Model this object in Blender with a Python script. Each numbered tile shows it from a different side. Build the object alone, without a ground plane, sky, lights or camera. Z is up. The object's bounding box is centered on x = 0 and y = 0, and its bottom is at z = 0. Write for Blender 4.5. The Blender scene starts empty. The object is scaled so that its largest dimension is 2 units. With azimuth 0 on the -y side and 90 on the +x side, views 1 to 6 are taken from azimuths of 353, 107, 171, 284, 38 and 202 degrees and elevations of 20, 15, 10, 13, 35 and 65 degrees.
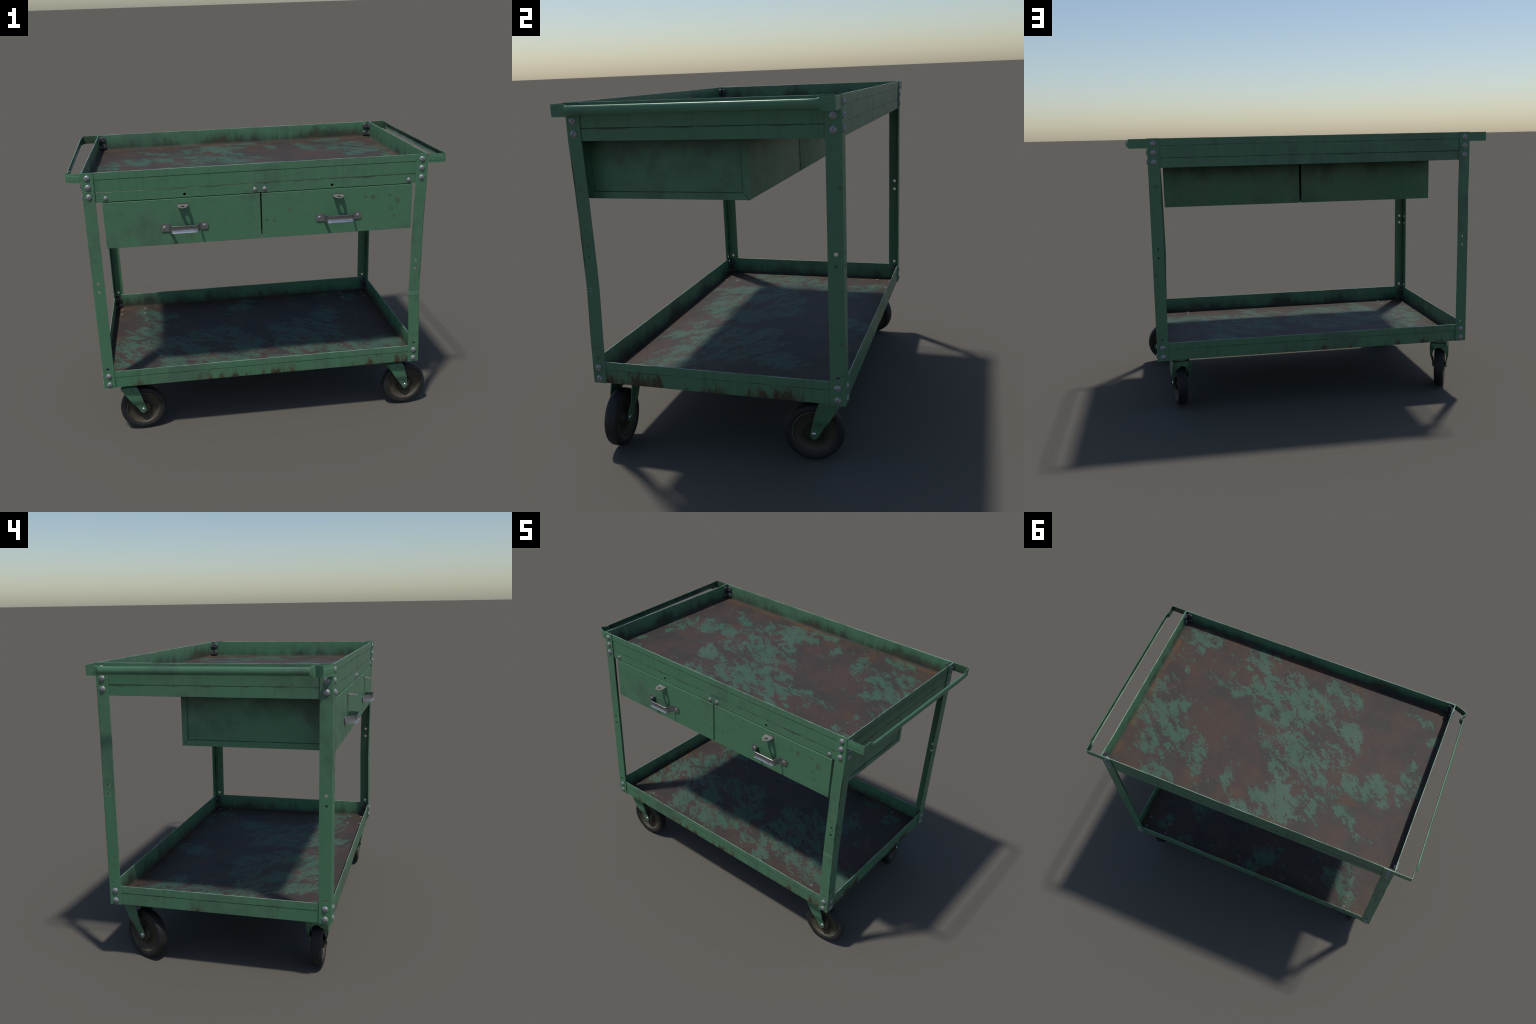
# A worn green steel tool cart: two trays, four angle-iron legs, two drawers,
# two push handles and four swivel casters.  Metres, z up.
import bpy, bmesh, math, random
from mathutils import Vector, Matrix, noise as mnoise

rnd = random.Random(7)
scene = bpy.context.scene

# ------------------------------------------------------------------ sizes
CY = 0.0225                 # centre of the frame in y
HX, HY = 0.889, 0.559       # outer half sizes over the leg angles
TX, TY = 0.8850, 0.5550     # outer half sizes of the tray hems
LEG_W, LEG_T = 0.062, 0.0038
Z_BOT, Z_TOP = 0.3125, 1.515
UP = dict(bottom=1.4135, fold=1.4775, top=1.5145)    # upper tray
LO = dict(bottom=0.3125, fold=0.3740, top=0.4115)    # lower tray
SHEET = 0.0022

# ------------------------------------------------------------------ node helper
class Nodes:
    def __init__(self, name):
        self.mat = bpy.data.materials.new(name)
        self.mat.use_nodes = True
        self.t = self.mat.node_tree
        self.t.nodes.clear()
        self.out = self.t.nodes.new('ShaderNodeOutputMaterial')
        self.bsdf = self.t.nodes.new('ShaderNodeBsdfPrincipled')
        self.t.links.new(self.bsdf.outputs[0], self.out.inputs[0])
        tc = self.t.nodes.new('ShaderNodeTexCoord')
        self.obj = tc.outputs['Object']
        self.normal = tc.outputs['Normal']
        s = self.t.nodes.new('ShaderNodeSeparateXYZ')
        self.link(self.obj, s.inputs[0])
        self.x, self.y, self.z = s.outputs
        sn = self.t.nodes.new('ShaderNodeSeparateXYZ')
        self.link(self.normal, sn.inputs[0])
        self.nx, self.ny, self.nz = sn.outputs

    def link(self, a, sock):
        if isinstance(a, (int, float)):
            sock.default_value = a
        elif isinstance(a, tuple):
            sock.default_value = a if len(a) == len(sock.default_value) else (*a, 1.0)
        else:
            self.t.links.new(a, sock)

    def m(self, op, a, b=0.0, c=0.0, clamp=False):
        n = self.t.nodes.new('ShaderNodeMath')
        n.operation = op
        n.use_clamp = clamp
        for v, s in zip((a, b, c), n.inputs):
            self.link(v, s)
        return n.outputs[0]

    def step(self, v, lo, hi):
        n = self.t.nodes.new('ShaderNodeMapRange')
        n.interpolation_type = 'SMOOTHSTEP'
        self.link(v, n.inputs[0]); self.link(lo, n.inputs[1]); self.link(hi, n.inputs[2])
        return n.outputs[0]

    def scale(self, v, sx, sy, sz, off=(0, 0, 0)):
        n = self.t.nodes.new('ShaderNodeMapping')
        n.inputs['Scale'].default_value = (sx, sy, sz)
        n.inputs['Location'].default_value = off
        self.link(v, n.inputs[0])
        return n.outputs[0]

    def noise(self, sc, detail=4, rough=0.55, v=None, distort=0.0):
        n = self.t.nodes.new('ShaderNodeTexNoise')
        n.inputs['Scale'].default_value = sc
        n.inputs['Detail'].default_value = detail
        n.inputs['Roughness'].default_value = rough
        n.inputs['Distortion'].default_value = distort
        self.link(v if v is not None else self.obj, n.inputs['Vector'])
        return n.outputs[0]

    def mix(self, f, a, b):
        n = self.t.nodes.new('ShaderNodeMix')
        n.data_type = 'RGBA'
        self.link(f, n.inputs[0]); self.link(a, n.inputs[6]); self.link(b, n.inputs[7])
        return n.outputs[2]

    def rand(self):
        return self.t.nodes.new('ShaderNodeObjectInfo').outputs['Random']

    def edge(self, r=0.004):
        """0 on flats, 1 on sharp edges: bevelled normal against the true one."""
        b = self.t.nodes.new('ShaderNodeBevel')
        b.samples = 6
        b.inputs[0].default_value = r
        g = self.t.nodes.new('ShaderNodeNewGeometry')
        d = self.t.nodes.new('ShaderNodeVectorMath'); d.operation = 'DOT_PRODUCT'
        self.link(b.outputs[0], d.inputs[0]); self.link(g.outputs['Normal'], d.inputs[1])
        return self.m('SUBTRACT', 1.0, d.outputs['Value'])

    def finish(self, col, rough, metal=0.0, bump=None, bump_d=0.002, spec=0.5):
        self.link(col, self.bsdf.inputs['Base Color'])
        self.link(rough, self.bsdf.inputs['Roughness'])
        self.link(metal, self.bsdf.inputs['Metallic'])
        self.bsdf.inputs['Specular IOR Level'].default_value = spec
        if bump is not None:
            b = self.t.nodes.new('ShaderNodeBump')
            b.inputs['Distance'].default_value = bump_d
            b.inputs['Strength'].default_value = 1.0
            self.link(bump, b.inputs['Height'])
            self.t.links.new(b.outputs[0], self.bsdf.inputs['Normal'])
        return self.mat

GREEN = (0.067, 0.180, 0.096, 1)
GREEN_DUST = (0.083, 0.178, 0.106, 1)
GREEN_PALE = (0.24, 0.38, 0.30, 1)
GRIME = (0.022, 0.030, 0.022, 1)
RUST = (0.066, 0.039, 0.021, 1)
RUST_DARK = (0.030, 0.018, 0.013, 1)

def paint(name, lines=(), wall=None, band=None, top_dark=None, spots=(), patches=0.5, wear=0.55, streak=0.25, dark=1.0, creases=(), gloss=0.0, frame=None, angle=False, hollow=False):
    """Old green paint.
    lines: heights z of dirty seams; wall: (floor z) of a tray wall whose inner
    side is grimy; band: (z0, z1, amount) rust rising from a lower edge;
    top_dark: (z, depth) darkness hanging below a rail; spots: placed chips."""
    n = Nodes(name)
    big = n.noise(3.1, 3, 0.6)
    med = n.noise(14, 5, 0.62)
    fine = n.noise(70, 4, 0.6)
    col = n.mix(n.step(big, 0.35, 0.7), GREEN if dark == 1 else tuple(c * dark for c in GREEN[:3]) + (1,), GREEN_DUST if dark == 1 else tuple(c * dark for c in GREEN_DUST[:3]) + (1,))
    # smoky patches
    smoke = n.m('MULTIPLY', n.step(n.m('ADD', n.m('MULTIPLY', big, 0.6), n.m('MULTIPLY', med, 0.4)), 0.48, 0.64), 0.48)
    col = n.mix(smoke, col, (0.045, 0.085, 0.058, 1))
    # vertical streaks
    st = n.noise(1.0, 2, 0.5, n.scale(n.obj, 48, 48, 2.6))
    col = n.mix(n.m('MULTIPLY', n.step(st, 0.52, 0.78), streak), col, (0.040, 0.085, 0.055, 1))
    # small brown chips in clusters
    chip = n.m('MULTIPLY', n.step(n.noise(36, 5, 0.65, distort=0.4), 0.585, 0.66),
               n.step(n.noise(5.5, 2, 0.5, n.scale(n.obj, 1, 1, 1, (3.1, 1.7, 0.3))), 0.50, 0.62))
    col = n.mix(n.m('MULTIPLY', chip, patches), col, (0.060, 0.058, 0.030, 1))
    for (px, py, pz, pr) in spots:
        v = n.t.nodes.new('ShaderNodeVectorMath'); v.operation = 'DISTANCE'
        n.link(n.obj, v.inputs[0]); v.inputs[1].default_value = (px, py, pz)
        d = n.m('ADD', n.m('DIVIDE', v.outputs['Value'], pr), n.m('MULTIPLY', n.m('SUBTRACT', fine, 0.5), 2.4))
        f = n.m('SUBTRACT', 1.0, n.step(d, 0.2, 1.05))
        col = n.mix(n.m('MULTIPLY', f, 0.62), col, (0.074, 0.058, 0.025, 1))
    rough = n.m('ADD', 0.26 - gloss, n.m('MULTIPLY', med, 0.30))
    outer = 1.0
    if wall is not None:
        outer = n.m('GREATER_THAN', n.m('MAXIMUM', n.m('SUBTRACT', n.m('ABSOLUTE', n.x), TX - 0.0024),
                    n.m('SUBTRACT', n.m('ABSOLUTE', n.m('SUBTRACT', n.y, CY)), TY - 0.0024)), 0.0)
    # seams
    for (lz, w, amt) in lines:
        d = n.m('ABSOLUTE', n.m('SUBTRACT', n.z, lz))
        ww = n.m('MULTIPLY', n.step(n.noise(1.0, 4, 0.6, n.scale(n.obj, 9, 9, 1)), 0.35, 0.75), w)
        f = n.m('SUBTRACT', 1.0, n.step(d, n.m('MULTIPLY', ww, 0.15), n.m('ADD', ww, 0.0018)))
        col = n.mix(n.m('MULTIPLY', n.m('MULTIPLY', f, amt), outer), col, (0.016, 0.022, 0.016, 1))
    for cz in creases:      # paint cracked pale where the steel was bent
        d = n.m('ABSOLUTE', n.m('SUBTRACT', n.m('ADD', n.z, n.m('MULTIPLY', n.m('SUBTRACT', med, 0.5), 0.006)), cz))
        f = n.m('MULTIPLY', n.m('SUBTRACT', 1.0, n.step(d, 0.0008, 0.0030)), n.step(n.noise(24, 3, 0.6), 0.38, 0.6))
        col = n.mix(n.m('MULTIPLY', f, 0.62), col, GREEN_PALE)
    if wall is not None:
        zf, zt = wall
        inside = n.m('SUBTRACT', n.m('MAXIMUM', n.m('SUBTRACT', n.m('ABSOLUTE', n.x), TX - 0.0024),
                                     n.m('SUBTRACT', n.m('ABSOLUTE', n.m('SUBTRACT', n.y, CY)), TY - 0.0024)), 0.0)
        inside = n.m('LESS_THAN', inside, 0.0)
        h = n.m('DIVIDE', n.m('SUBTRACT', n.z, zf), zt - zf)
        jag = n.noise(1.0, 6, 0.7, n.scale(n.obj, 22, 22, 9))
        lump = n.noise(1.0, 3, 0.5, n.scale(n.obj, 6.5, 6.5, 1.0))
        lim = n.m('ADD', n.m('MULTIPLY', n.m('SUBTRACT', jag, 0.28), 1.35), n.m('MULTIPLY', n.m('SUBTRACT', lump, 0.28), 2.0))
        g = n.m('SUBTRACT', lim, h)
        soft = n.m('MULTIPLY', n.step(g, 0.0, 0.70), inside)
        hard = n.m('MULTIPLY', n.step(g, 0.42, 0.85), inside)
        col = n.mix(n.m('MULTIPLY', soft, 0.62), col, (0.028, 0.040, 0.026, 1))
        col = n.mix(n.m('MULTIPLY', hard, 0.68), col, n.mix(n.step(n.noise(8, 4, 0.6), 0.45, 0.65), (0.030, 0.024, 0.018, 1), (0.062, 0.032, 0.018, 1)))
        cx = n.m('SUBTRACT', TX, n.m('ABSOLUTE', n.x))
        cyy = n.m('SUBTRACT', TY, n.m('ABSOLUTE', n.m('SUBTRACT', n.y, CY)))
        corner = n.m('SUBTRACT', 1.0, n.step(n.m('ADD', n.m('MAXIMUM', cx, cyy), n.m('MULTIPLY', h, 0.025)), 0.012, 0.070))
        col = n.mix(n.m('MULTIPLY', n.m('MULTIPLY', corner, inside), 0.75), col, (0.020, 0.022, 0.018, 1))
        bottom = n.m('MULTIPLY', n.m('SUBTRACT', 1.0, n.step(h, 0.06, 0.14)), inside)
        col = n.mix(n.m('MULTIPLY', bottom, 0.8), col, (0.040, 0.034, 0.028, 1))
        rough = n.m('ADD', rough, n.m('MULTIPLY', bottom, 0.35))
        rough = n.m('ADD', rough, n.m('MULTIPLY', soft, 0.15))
        outside = n.m('SUBTRACT', 1.0, inside)
    else:
        outside = 1.0
    if band is not None:
        z0, z1, amt = band
        h = n.m('DIVIDE', n.m('SUBTRACT', n.z, z0), z1 - z0)
        jag = n.noise(1.0, 5, 0.65, n.scale(n.obj, 26, 26, 10))
        lump = n.noise(1.0, 3, 0.55, n.scale(n.obj, 5.5, 5.5, 1.5, (1.9, 0.7, 0)))
        g = n.m('SUBTRACT', n.m('ADD', n.m('MULTIPLY', n.m('SUBTRACT', jag, 0.5), 1.8), n.m('MULTIPLY', n.m('SUBTRACT', lump, 0.345), 2.6)), n.m('SUBTRACT', n.m('MULTIPLY', h, 0.42), n.m('SUBTRACT', n.m('MULTIPLY', n.m('GREATER_THAN', n.x, TX - 0.004), 0.13), n.m('MULTIPLY', n.m('LESS_THAN', n.x, 0.004 - TX), 0.32))))
        f = n.m('MULTIPLY', n.m('MULTIPLY', n.step(g, 0.22, 0.62), outside), amt)
        f2 = n.m('MULTIPLY', n.m('MULTIPLY', n.step(g, 0.40, 0.72), outside), amt)
        below = n.m('LESS_THAN', n.z, z1)
        col = n.mix(n.m('MULTIPLY', n.m('MULTIPLY', f, below), 0.6), col, (0.075, 0.075, 0.036, 1))
        col = n.mix(n.m('MULTIPLY', n.m('MULTIPLY', f2, below), 0.9), col, n.mix(n.step(fine, 0.4, 0.6), RUST_DARK, RUST))
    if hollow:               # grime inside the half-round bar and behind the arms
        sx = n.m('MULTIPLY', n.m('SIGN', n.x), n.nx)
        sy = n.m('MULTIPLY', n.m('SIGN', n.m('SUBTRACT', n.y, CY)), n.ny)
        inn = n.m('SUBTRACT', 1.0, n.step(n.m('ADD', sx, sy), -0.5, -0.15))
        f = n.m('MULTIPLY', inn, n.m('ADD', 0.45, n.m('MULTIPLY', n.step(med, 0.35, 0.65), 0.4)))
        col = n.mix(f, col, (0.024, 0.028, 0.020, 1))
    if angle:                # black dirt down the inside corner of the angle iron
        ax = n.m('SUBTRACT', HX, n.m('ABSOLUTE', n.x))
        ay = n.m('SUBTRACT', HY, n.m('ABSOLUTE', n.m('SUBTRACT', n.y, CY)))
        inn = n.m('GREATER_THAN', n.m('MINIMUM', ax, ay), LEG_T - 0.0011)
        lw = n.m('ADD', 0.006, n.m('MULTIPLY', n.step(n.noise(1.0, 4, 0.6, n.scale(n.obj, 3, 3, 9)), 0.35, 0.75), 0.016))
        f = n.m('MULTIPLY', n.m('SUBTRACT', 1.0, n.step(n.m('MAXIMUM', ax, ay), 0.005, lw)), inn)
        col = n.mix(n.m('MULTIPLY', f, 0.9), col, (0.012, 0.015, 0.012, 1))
    if frame is not None:   # dark line along the folded border of the side skins
        y0, y1, z0f = frame
        fy = n.m('MINIMUM', n.m('ABSOLUTE', n.m('SUBTRACT', n.y, y0)), n.m('ABSOLUTE', n.m('SUBTRACT', n.y, y1)))
        fz = n.m('ABSOLUTE', n.m('SUBTRACT', n.z, z0f))
        fd = n.m('MINIMUM', n.m('MAXIMUM', fy, n.m('SUBTRACT', z0f, n.z)), n.m('MAXIMUM', fz, n.m('MAXIMUM', n.m('SUBTRACT', y0, n.y), n.m('SUBTRACT', n.y, y1))))
        f = n.m('MULTIPLY', n.m('SUBTRACT', 1.0, n.step(fd, 0.0006, 0.0028)), n.m('GREATER_THAN', n.m('ABSOLUTE', n.nx), 0.5))
        col = n.mix(n.m('MULTIPLY', f, 0.85), col, (0.010, 0.016, 0.012, 1))
    if top_dark is not None:  # darker towards the top, lower limit ragged by noise
        zt, dep = top_dark
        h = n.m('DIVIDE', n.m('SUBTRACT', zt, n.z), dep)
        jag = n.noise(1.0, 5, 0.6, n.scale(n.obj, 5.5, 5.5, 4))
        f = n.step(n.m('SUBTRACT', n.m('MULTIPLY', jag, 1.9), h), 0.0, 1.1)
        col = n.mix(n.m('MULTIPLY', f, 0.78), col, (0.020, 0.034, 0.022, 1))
    # chipped, paler edges
    if wear > 0:
        if wall is not None:      # pale top lip: edge highlight painted into the colour
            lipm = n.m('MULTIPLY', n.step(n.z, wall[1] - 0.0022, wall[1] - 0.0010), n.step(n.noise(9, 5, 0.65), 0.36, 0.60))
            col = n.mix(n.m('MULTIPLY', lipm, 0.7), col, (0.34, 0.46, 0.39, 1))
            rough = n.m('SUBTRACT', rough, n.m('MULTIPLY', lipm, 0.12))
        e = n.m('MULTIPLY', n.step(n.edge(0.0035), 0.02, 0.14), n.step(n.noise(22, 4, 0.6), 0.36, 0.62))
        if wall is not None:
            e = n.m('MULTIPLY', e, n.step(n.z, wall[0] + 0.02, wall[0] + 0.03))
        col = n.mix(n.m('MULTIPLY', e, wear), col, GREEN_PALE)
    bump = n.m('ADD', n.m('MULTIPLY', med, 0.5), n.m('MULTIPLY', fine, 0.12))
    return n.finish(col, rough, 0.0, bump, 0.0022, 0.45)

def tray_floor_mat(name, blobs, zf, scratch=(0, 0), thresh=0.5, bare_edge=False):
    """Worn tray floor: brown rusted steel with islands of dusty green paint.
    The islands are soft discs merged and frayed by noise."""
    n = Nodes(name)
    warp = n.t.nodes.new('ShaderNodeTexNoise')
    warp.inputs['Scale'].default_value = 7.0
    warp.inputs['Detail'].default_value = 5
    warp.inputs['Roughness'].default_value = 0.6
    n.link(n.obj, warp.inputs['Vector'])
    off = n.t.nodes.new('ShaderNodeVectorMath'); off.operation = 'MULTIPLY_ADD'
    n.link(warp.outputs['Color'], off.inputs[0])
    off.inputs[1].default_value = (0.10, 0.10, 0.0)
    sub = n.t.nodes.new('ShaderNodeVectorMath'); sub.operation = 'SUBTRACT'
    n.link(n.obj, sub.inputs[0]); sub.inputs[1].default_value = (0.05, 0.05, 0.0)
    n.link(sub.outputs[0], off.inputs[2])
    flat = n.t.nodes.new('ShaderNodeVectorMath'); flat.operation = 'MULTIPLY'
    n.link(off.outputs[0], flat.inputs[0]); flat.inputs[1].default_value = (1, 1, 0)
    field = None
    for (bx, by, br) in blobs:
        d = n.t.nodes.new('ShaderNodeVectorMath'); d.operation = 'DISTANCE'
        n.link(flat.outputs[0], d.inputs[0]); d.inputs[1].default_value = (bx, by, 0)
        f = n.m('MULTIPLY_ADD', d.outputs['Value'], -1.0 / br, 1.0)
        field = f if field is None else n.m('MAXIMUM', field, f)
    field = n.m('MINIMUM', n.m('MAXIMUM', n.m('MULTIPLY', field, 0.8), -0.75), 0.17)
    tiny = n.noise(75, 5, 0.7)
    # wear runs in slanting smears: stretch the breakup along (-0.78, 0.62)
    u = n.m('ADD', n.m('MULTIPLY', n.x, -0.78), n.m('MULTIPLY', n.y, 0.62))
    v = n.m('ADD', n.m('MULTIPLY', n.x, 0.62), n.m('MULTIPLY', n.y, 0.78))
    cmb = n.t.nodes.new('ShaderNodeCombineXYZ')
    n.link(n.m('MULTIPLY', u, 0.55), cmb.inputs[0]); n.link(n.m('MULTIPLY', v, 1.25), cmb.inputs[1])
    frag = n.noise(21, 10, 0.78, cmb.outputs[0], distort=0.35)
    frag2 = n.noise(8, 6, 0.65, n.scale(cmb.outputs[0], 1, 1, 1, (4, 2, 0)))
    f = n.m('ADD', field, n.m('ADD', n.m('MULTIPLY', n.m('SUBTRACT', frag, 0.5), 5.6),
                              n.m('ADD', n.m('MULTIPLY', n.m('SUBTRACT', frag2, 0.5), 3.6), n.m('MULTIPLY', n.m('SUBTRACT', tiny, 0.5), 2.8))))
    green = n.step(f, thresh - 0.68, thresh - 0.28)
    med = n.noise(6, 6, 0.65)
    fine = n.noise(55, 5, 0.65)
    rust = n.mix(n.step(med, 0.36, 0.66), (0.042, 0.037, 0.034, 1), (0.064, 0.042, 0.034, 1))
    rust = n.mix(n.m('MULTIPLY', n.step(fine, 0.45, 0.75), 0.5), rust, (0.070, 0.056, 0.048, 1))
    orange = n.m('MULTIPLY', n.step(n.noise(4.2, 5, 0.6, n.scale(n.obj, 1, 1, 1, (7, 3, 1))), 0.55, 0.72), 0.42)
    rust = n.mix(orange, rust, (0.105, 0.050, 0.026, 1))
    gcol = n.mix(n.step(n.noise(3, 4, 0.6), 0.35, 0.65), (0.045, 0.094, 0.064, 1), (0.058, 0.101, 0.075, 1))
    gcol = n.mix(n.m('MULTIPLY', n.step(fine, 0.58, 0.72), 0.25), gcol, (0.05, 0.06, 0.045, 1))
    col = n.mix(green, rust, gcol)
    # dirt and orange rust gathered along the walls
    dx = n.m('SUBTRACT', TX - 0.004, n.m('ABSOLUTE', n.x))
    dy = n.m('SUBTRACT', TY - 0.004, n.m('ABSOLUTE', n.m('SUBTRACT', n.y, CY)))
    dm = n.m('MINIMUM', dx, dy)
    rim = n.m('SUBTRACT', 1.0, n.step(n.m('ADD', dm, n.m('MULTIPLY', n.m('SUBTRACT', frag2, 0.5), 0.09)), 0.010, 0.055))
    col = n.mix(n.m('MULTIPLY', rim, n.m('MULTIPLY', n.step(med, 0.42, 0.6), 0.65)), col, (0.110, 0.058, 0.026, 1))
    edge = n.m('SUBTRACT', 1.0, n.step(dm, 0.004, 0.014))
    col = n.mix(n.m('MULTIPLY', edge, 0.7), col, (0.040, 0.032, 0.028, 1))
    # underside stays plain dark paint
    under = n.m('LESS_THAN', n.z, zf - 0.0012)
    col = n.mix(under, col, (0.05, 0.11, 0.07, 1))
    rough = n.m('ADD', 0.60, n.m('MULTIPLY', green, -0.03))
    rough = n.m('ADD', rough, n.m('MULTIPLY', n.m('SUBTRACT', fine, 0.5), 0.25))
    bump = n.m('ADD', n.m('MULTIPLY', green, 0.10), n.m('ADD', n.m('MULTIPLY', frag, 0.35), n.m('MULTIPLY', med, 0.5)))
    return n.finish(col, rough, 0.0, bump, 0.0020, 0.22)

def steel(name, base, rough, dirt=0.4, metal=0.9, noise_scale=60):
    n = Nodes(name)
    a = n.noise(noise_scale, 4, 0.6)
    b = n.noise(noise_scale * 3.5, 3, 0.6)
    dark = tuple(c * 0.35 for c in base[:3]) + (1,)
    col = n.mix(n.m('MULTIPLY', n.step(a, 0.42, 0.72), dirt), base, dark)
    col = n.mix(n.m('MULTIPLY', n.step(b, 0.6, 0.75), dirt * 0.5), col, (0.16, 0.11, 0.08, 1))
    r = n.m('ADD', rough, n.m('MULTIPLY', n.m('SUBTRACT', a, 0.5), 0.25))
    return n.finish(col, r, metal, n.m('MULTIPLY', b, 0.2), 0.0006)

def rubber(name):
    n = Nodes(name)
    a = n.noise(9, 5, 0.65)
    b = n.noise(60, 4, 0.6)
    col = n.mix(n.step(a, 0.35, 0.7), (0.008, 0.0083, 0.0092, 1), (0.018, 0.0175, 0.0172, 1))
    # dusty side walls
    side = n.step(n.m('ABSOLUTE', n.ny), 0.6, 0.95)
    col = n.mix(n.m('MULTIPLY', side, 0.22), col, (0.036, 0.034, 0.030, 1))
    return n.finish(col, n.m('ADD', 0.50, n.m('MULTIPLY', a, 0.25)), 0.0, n.m('MULTIPLY', b, 0.3), 0.001, 0.4)

def hub_mat(name):
    n = Nodes(name)
    a = n.noise(14, 5, 0.6)
    r = n.m('SQRT', n.m('ADD', n.m('MULTIPLY', n.x, n.x), n.m('MULTIPLY', n.z, n.z)))
    col = n.mix(n.step(r, 0.035, 0.085), (0.026, 0.021, 0.012, 1), (0.066, 0.053, 0.036, 1))
    col = n.mix(n.m('MULTIPLY', n.step(a, 0.42, 0.72), 0.55), col, (0.030, 0.028, 0.020, 1))
    ring = n.m('MULTIPLY', n.step(r, 0.0895, 0.0915), n.step(n.noise(5, 2, 0.5), 0.50, 0.64))
    col = n.mix(n.m('MULTIPLY', ring, 0.7), col, (0.075, 0.13, 0.075, 1))
    return n.finish(col, 0.6, 0.0, n.m('MULTIPLY', a, 0.5), 0.0015, 0.35)

# ------------------------------------------------------------------ mesh helpers
def make(name, bm, mat, parent=None, smooth=35, recalc=True, weighted=False):
    if recalc:
        bmesh.ops.recalc_face_normals(bm, faces=bm.faces)
    me = bpy.data.meshes.new(name)
    bm.to_mesh(me); bm.free()
    if mat: me.materials.append(mat)
    o = bpy.data.objects.new(name, me)
    scene.collection.objects.link(o)
    if smooth is not None:
        me.polygons.foreach_set('use_smooth', [True] * len(me.polygons))
        me.set_sharp_from_angle(angle=math.radians(smooth))
    if parent: o.parent = parent
    if weighted:
        w = o.modifiers.new('weighted', 'WEIGHTED_NORMAL'); w.keep_sharp = True; w.weight = 80
    return o

def copy(o, name, parent=None, matrix=None):
    c = o.copy()
    c.name = name
    scene.collection.objects.link(c)
    c.parent = parent
    if matrix is not None: c.matrix_basis = matrix
    return c

def box(bm, x0, x1, y0, y1, z0, z1, bevel=0.0, seg=2):
    r = bmesh.ops.create_cube(bm, size=1.0)
    vs = r['verts']
    for v in vs:
        v.co = Vector(((x0 + x1) / 2 + v.co.x * (x1 - x0), (y0 + y1) / 2 + v.co.y * (y1 - y0), (z0 + z1) / 2 + v.co.z * (z1 - z0)))
    if bevel > 0:
        es = {e for v in vs for e in v.link_edges}
        bmesh.ops.bevel(bm, geom=list(es), offset=bevel, segments=seg, affect='EDGES', profile=0.5)

def extrude_profile(bm, prof, path, close_ends=True):
    """prof: closed loop of 2D points; path: list of functions p -> 3D point."""
    rings = []
    for f in path:
        rings.append([bm.verts.new(f(p)) for p in prof])
    n = len(prof)
    for a, b in zip(rings, rings[1:]):
        for i in range(n):
            j = (i + 1) % n
            bm.faces.new((a[i], a[j], b[j], b[i]))
    if close_ends:
        bm.faces.new(rings[0][::-1]); bm.faces.new(rings[-1])
    return rings

def lathe(bm, prof, seg=32, axis='z', off=(0, 0, 0)):
    """Surface of revolution; prof: (radius, height) from axis to axis or open."""
    rings = []
    for (r, h) in prof:
        if r < 1e-6:
            rings.append([bm.verts.new(tr(axis, 0, 0, h, off))])
        else:
            rings.append([bm.verts.new(tr(axis, r * math.cos(2 * math.pi * k / seg), r * math.sin(2 * math.pi * k / seg), h, off)) for k in range(seg)])
    for a, b in zip(rings, rings[1:]):
        for k in range(seg):
            l = (k + 1) % seg
            if len(a) == 1 and len(b) == 1: continue
            if len(a) == 1: bm.faces.new((a[0], b[k], b[l]))
            elif len(b) == 1: bm.faces.new((a[k], b[0], a[l]))
            else: bm.faces.new((a[k], b[k], b[l], a[l]))

def tr(axis, u, v, h, off):
    if axis == 'z': p = (u, v, h)
    elif axis == 'y': p = (u, h, v)
    else: p = (h, u, v)
    return (p[0] + off[0], p[1] + off[1], p[2] + off[2])

def cut(o, cutter_bm):
    """Boolean difference, applied; the cutter is deleted."""
    c = make('cutter', cutter_bm, None, smooth=None)
    md = o.modifiers.new('b', 'BOOLEAN')
    md.operation = 'DIFFERENCE'; md.object = c; md.solver = 'EXACT'
    dg = bpy.context.evaluated_depsgraph_get()
    me = bpy.data.meshes.new_from_object(o.evaluated_get(dg))
    o.modifiers.clear()
    old = o.data
    o.data = me
    me.name = old.name
    bpy.data.meshes.remove(old)
    cm = c.data
    bpy.data.objects.remove(c); bpy.data.meshes.remove(cm)

def wob(x, seed, amp, freq):
    return amp * mnoise.noise(Vector((x * freq, seed * 7.31, seed * 1.7)))

def rounded(pts, radii, seg=4):
    """Round the corners of an open/closed 2D polygon (closed)."""
    out = []
    n = len(pts)
    for i in range(n):
        p = Vector(pts[i]); a = Vector(pts[i - 1]); b = Vector(pts[(i + 1) % n])
        r = radii[i] if isinstance(radii, (list, tuple)) else radii
        if r <= 0: out.append(tuple(p)); continue
        da = (a - p); db = (b - p)
        r = min(r, da.length * 0.49, db.length * 0.49)
        p0 = p + da.normalized() * r; p1 = p + db.normalized() * r
        for k in range(seg + 1):
            t = k / seg
            q = p0 * (1 - t) ** 2 + p * 2 * t * (1 - t) + p1 * t * t
            out.append(tuple(q))
    return out

# ------------------------------------------------------------------ root
root = bpy.data.objects.new('tool_cart', None)
scene.collection.objects.link(root)
root['label'] = 'worn green steel rolling tool cart with two drawers and casters'
root['category'] = 'tool cart'

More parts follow.
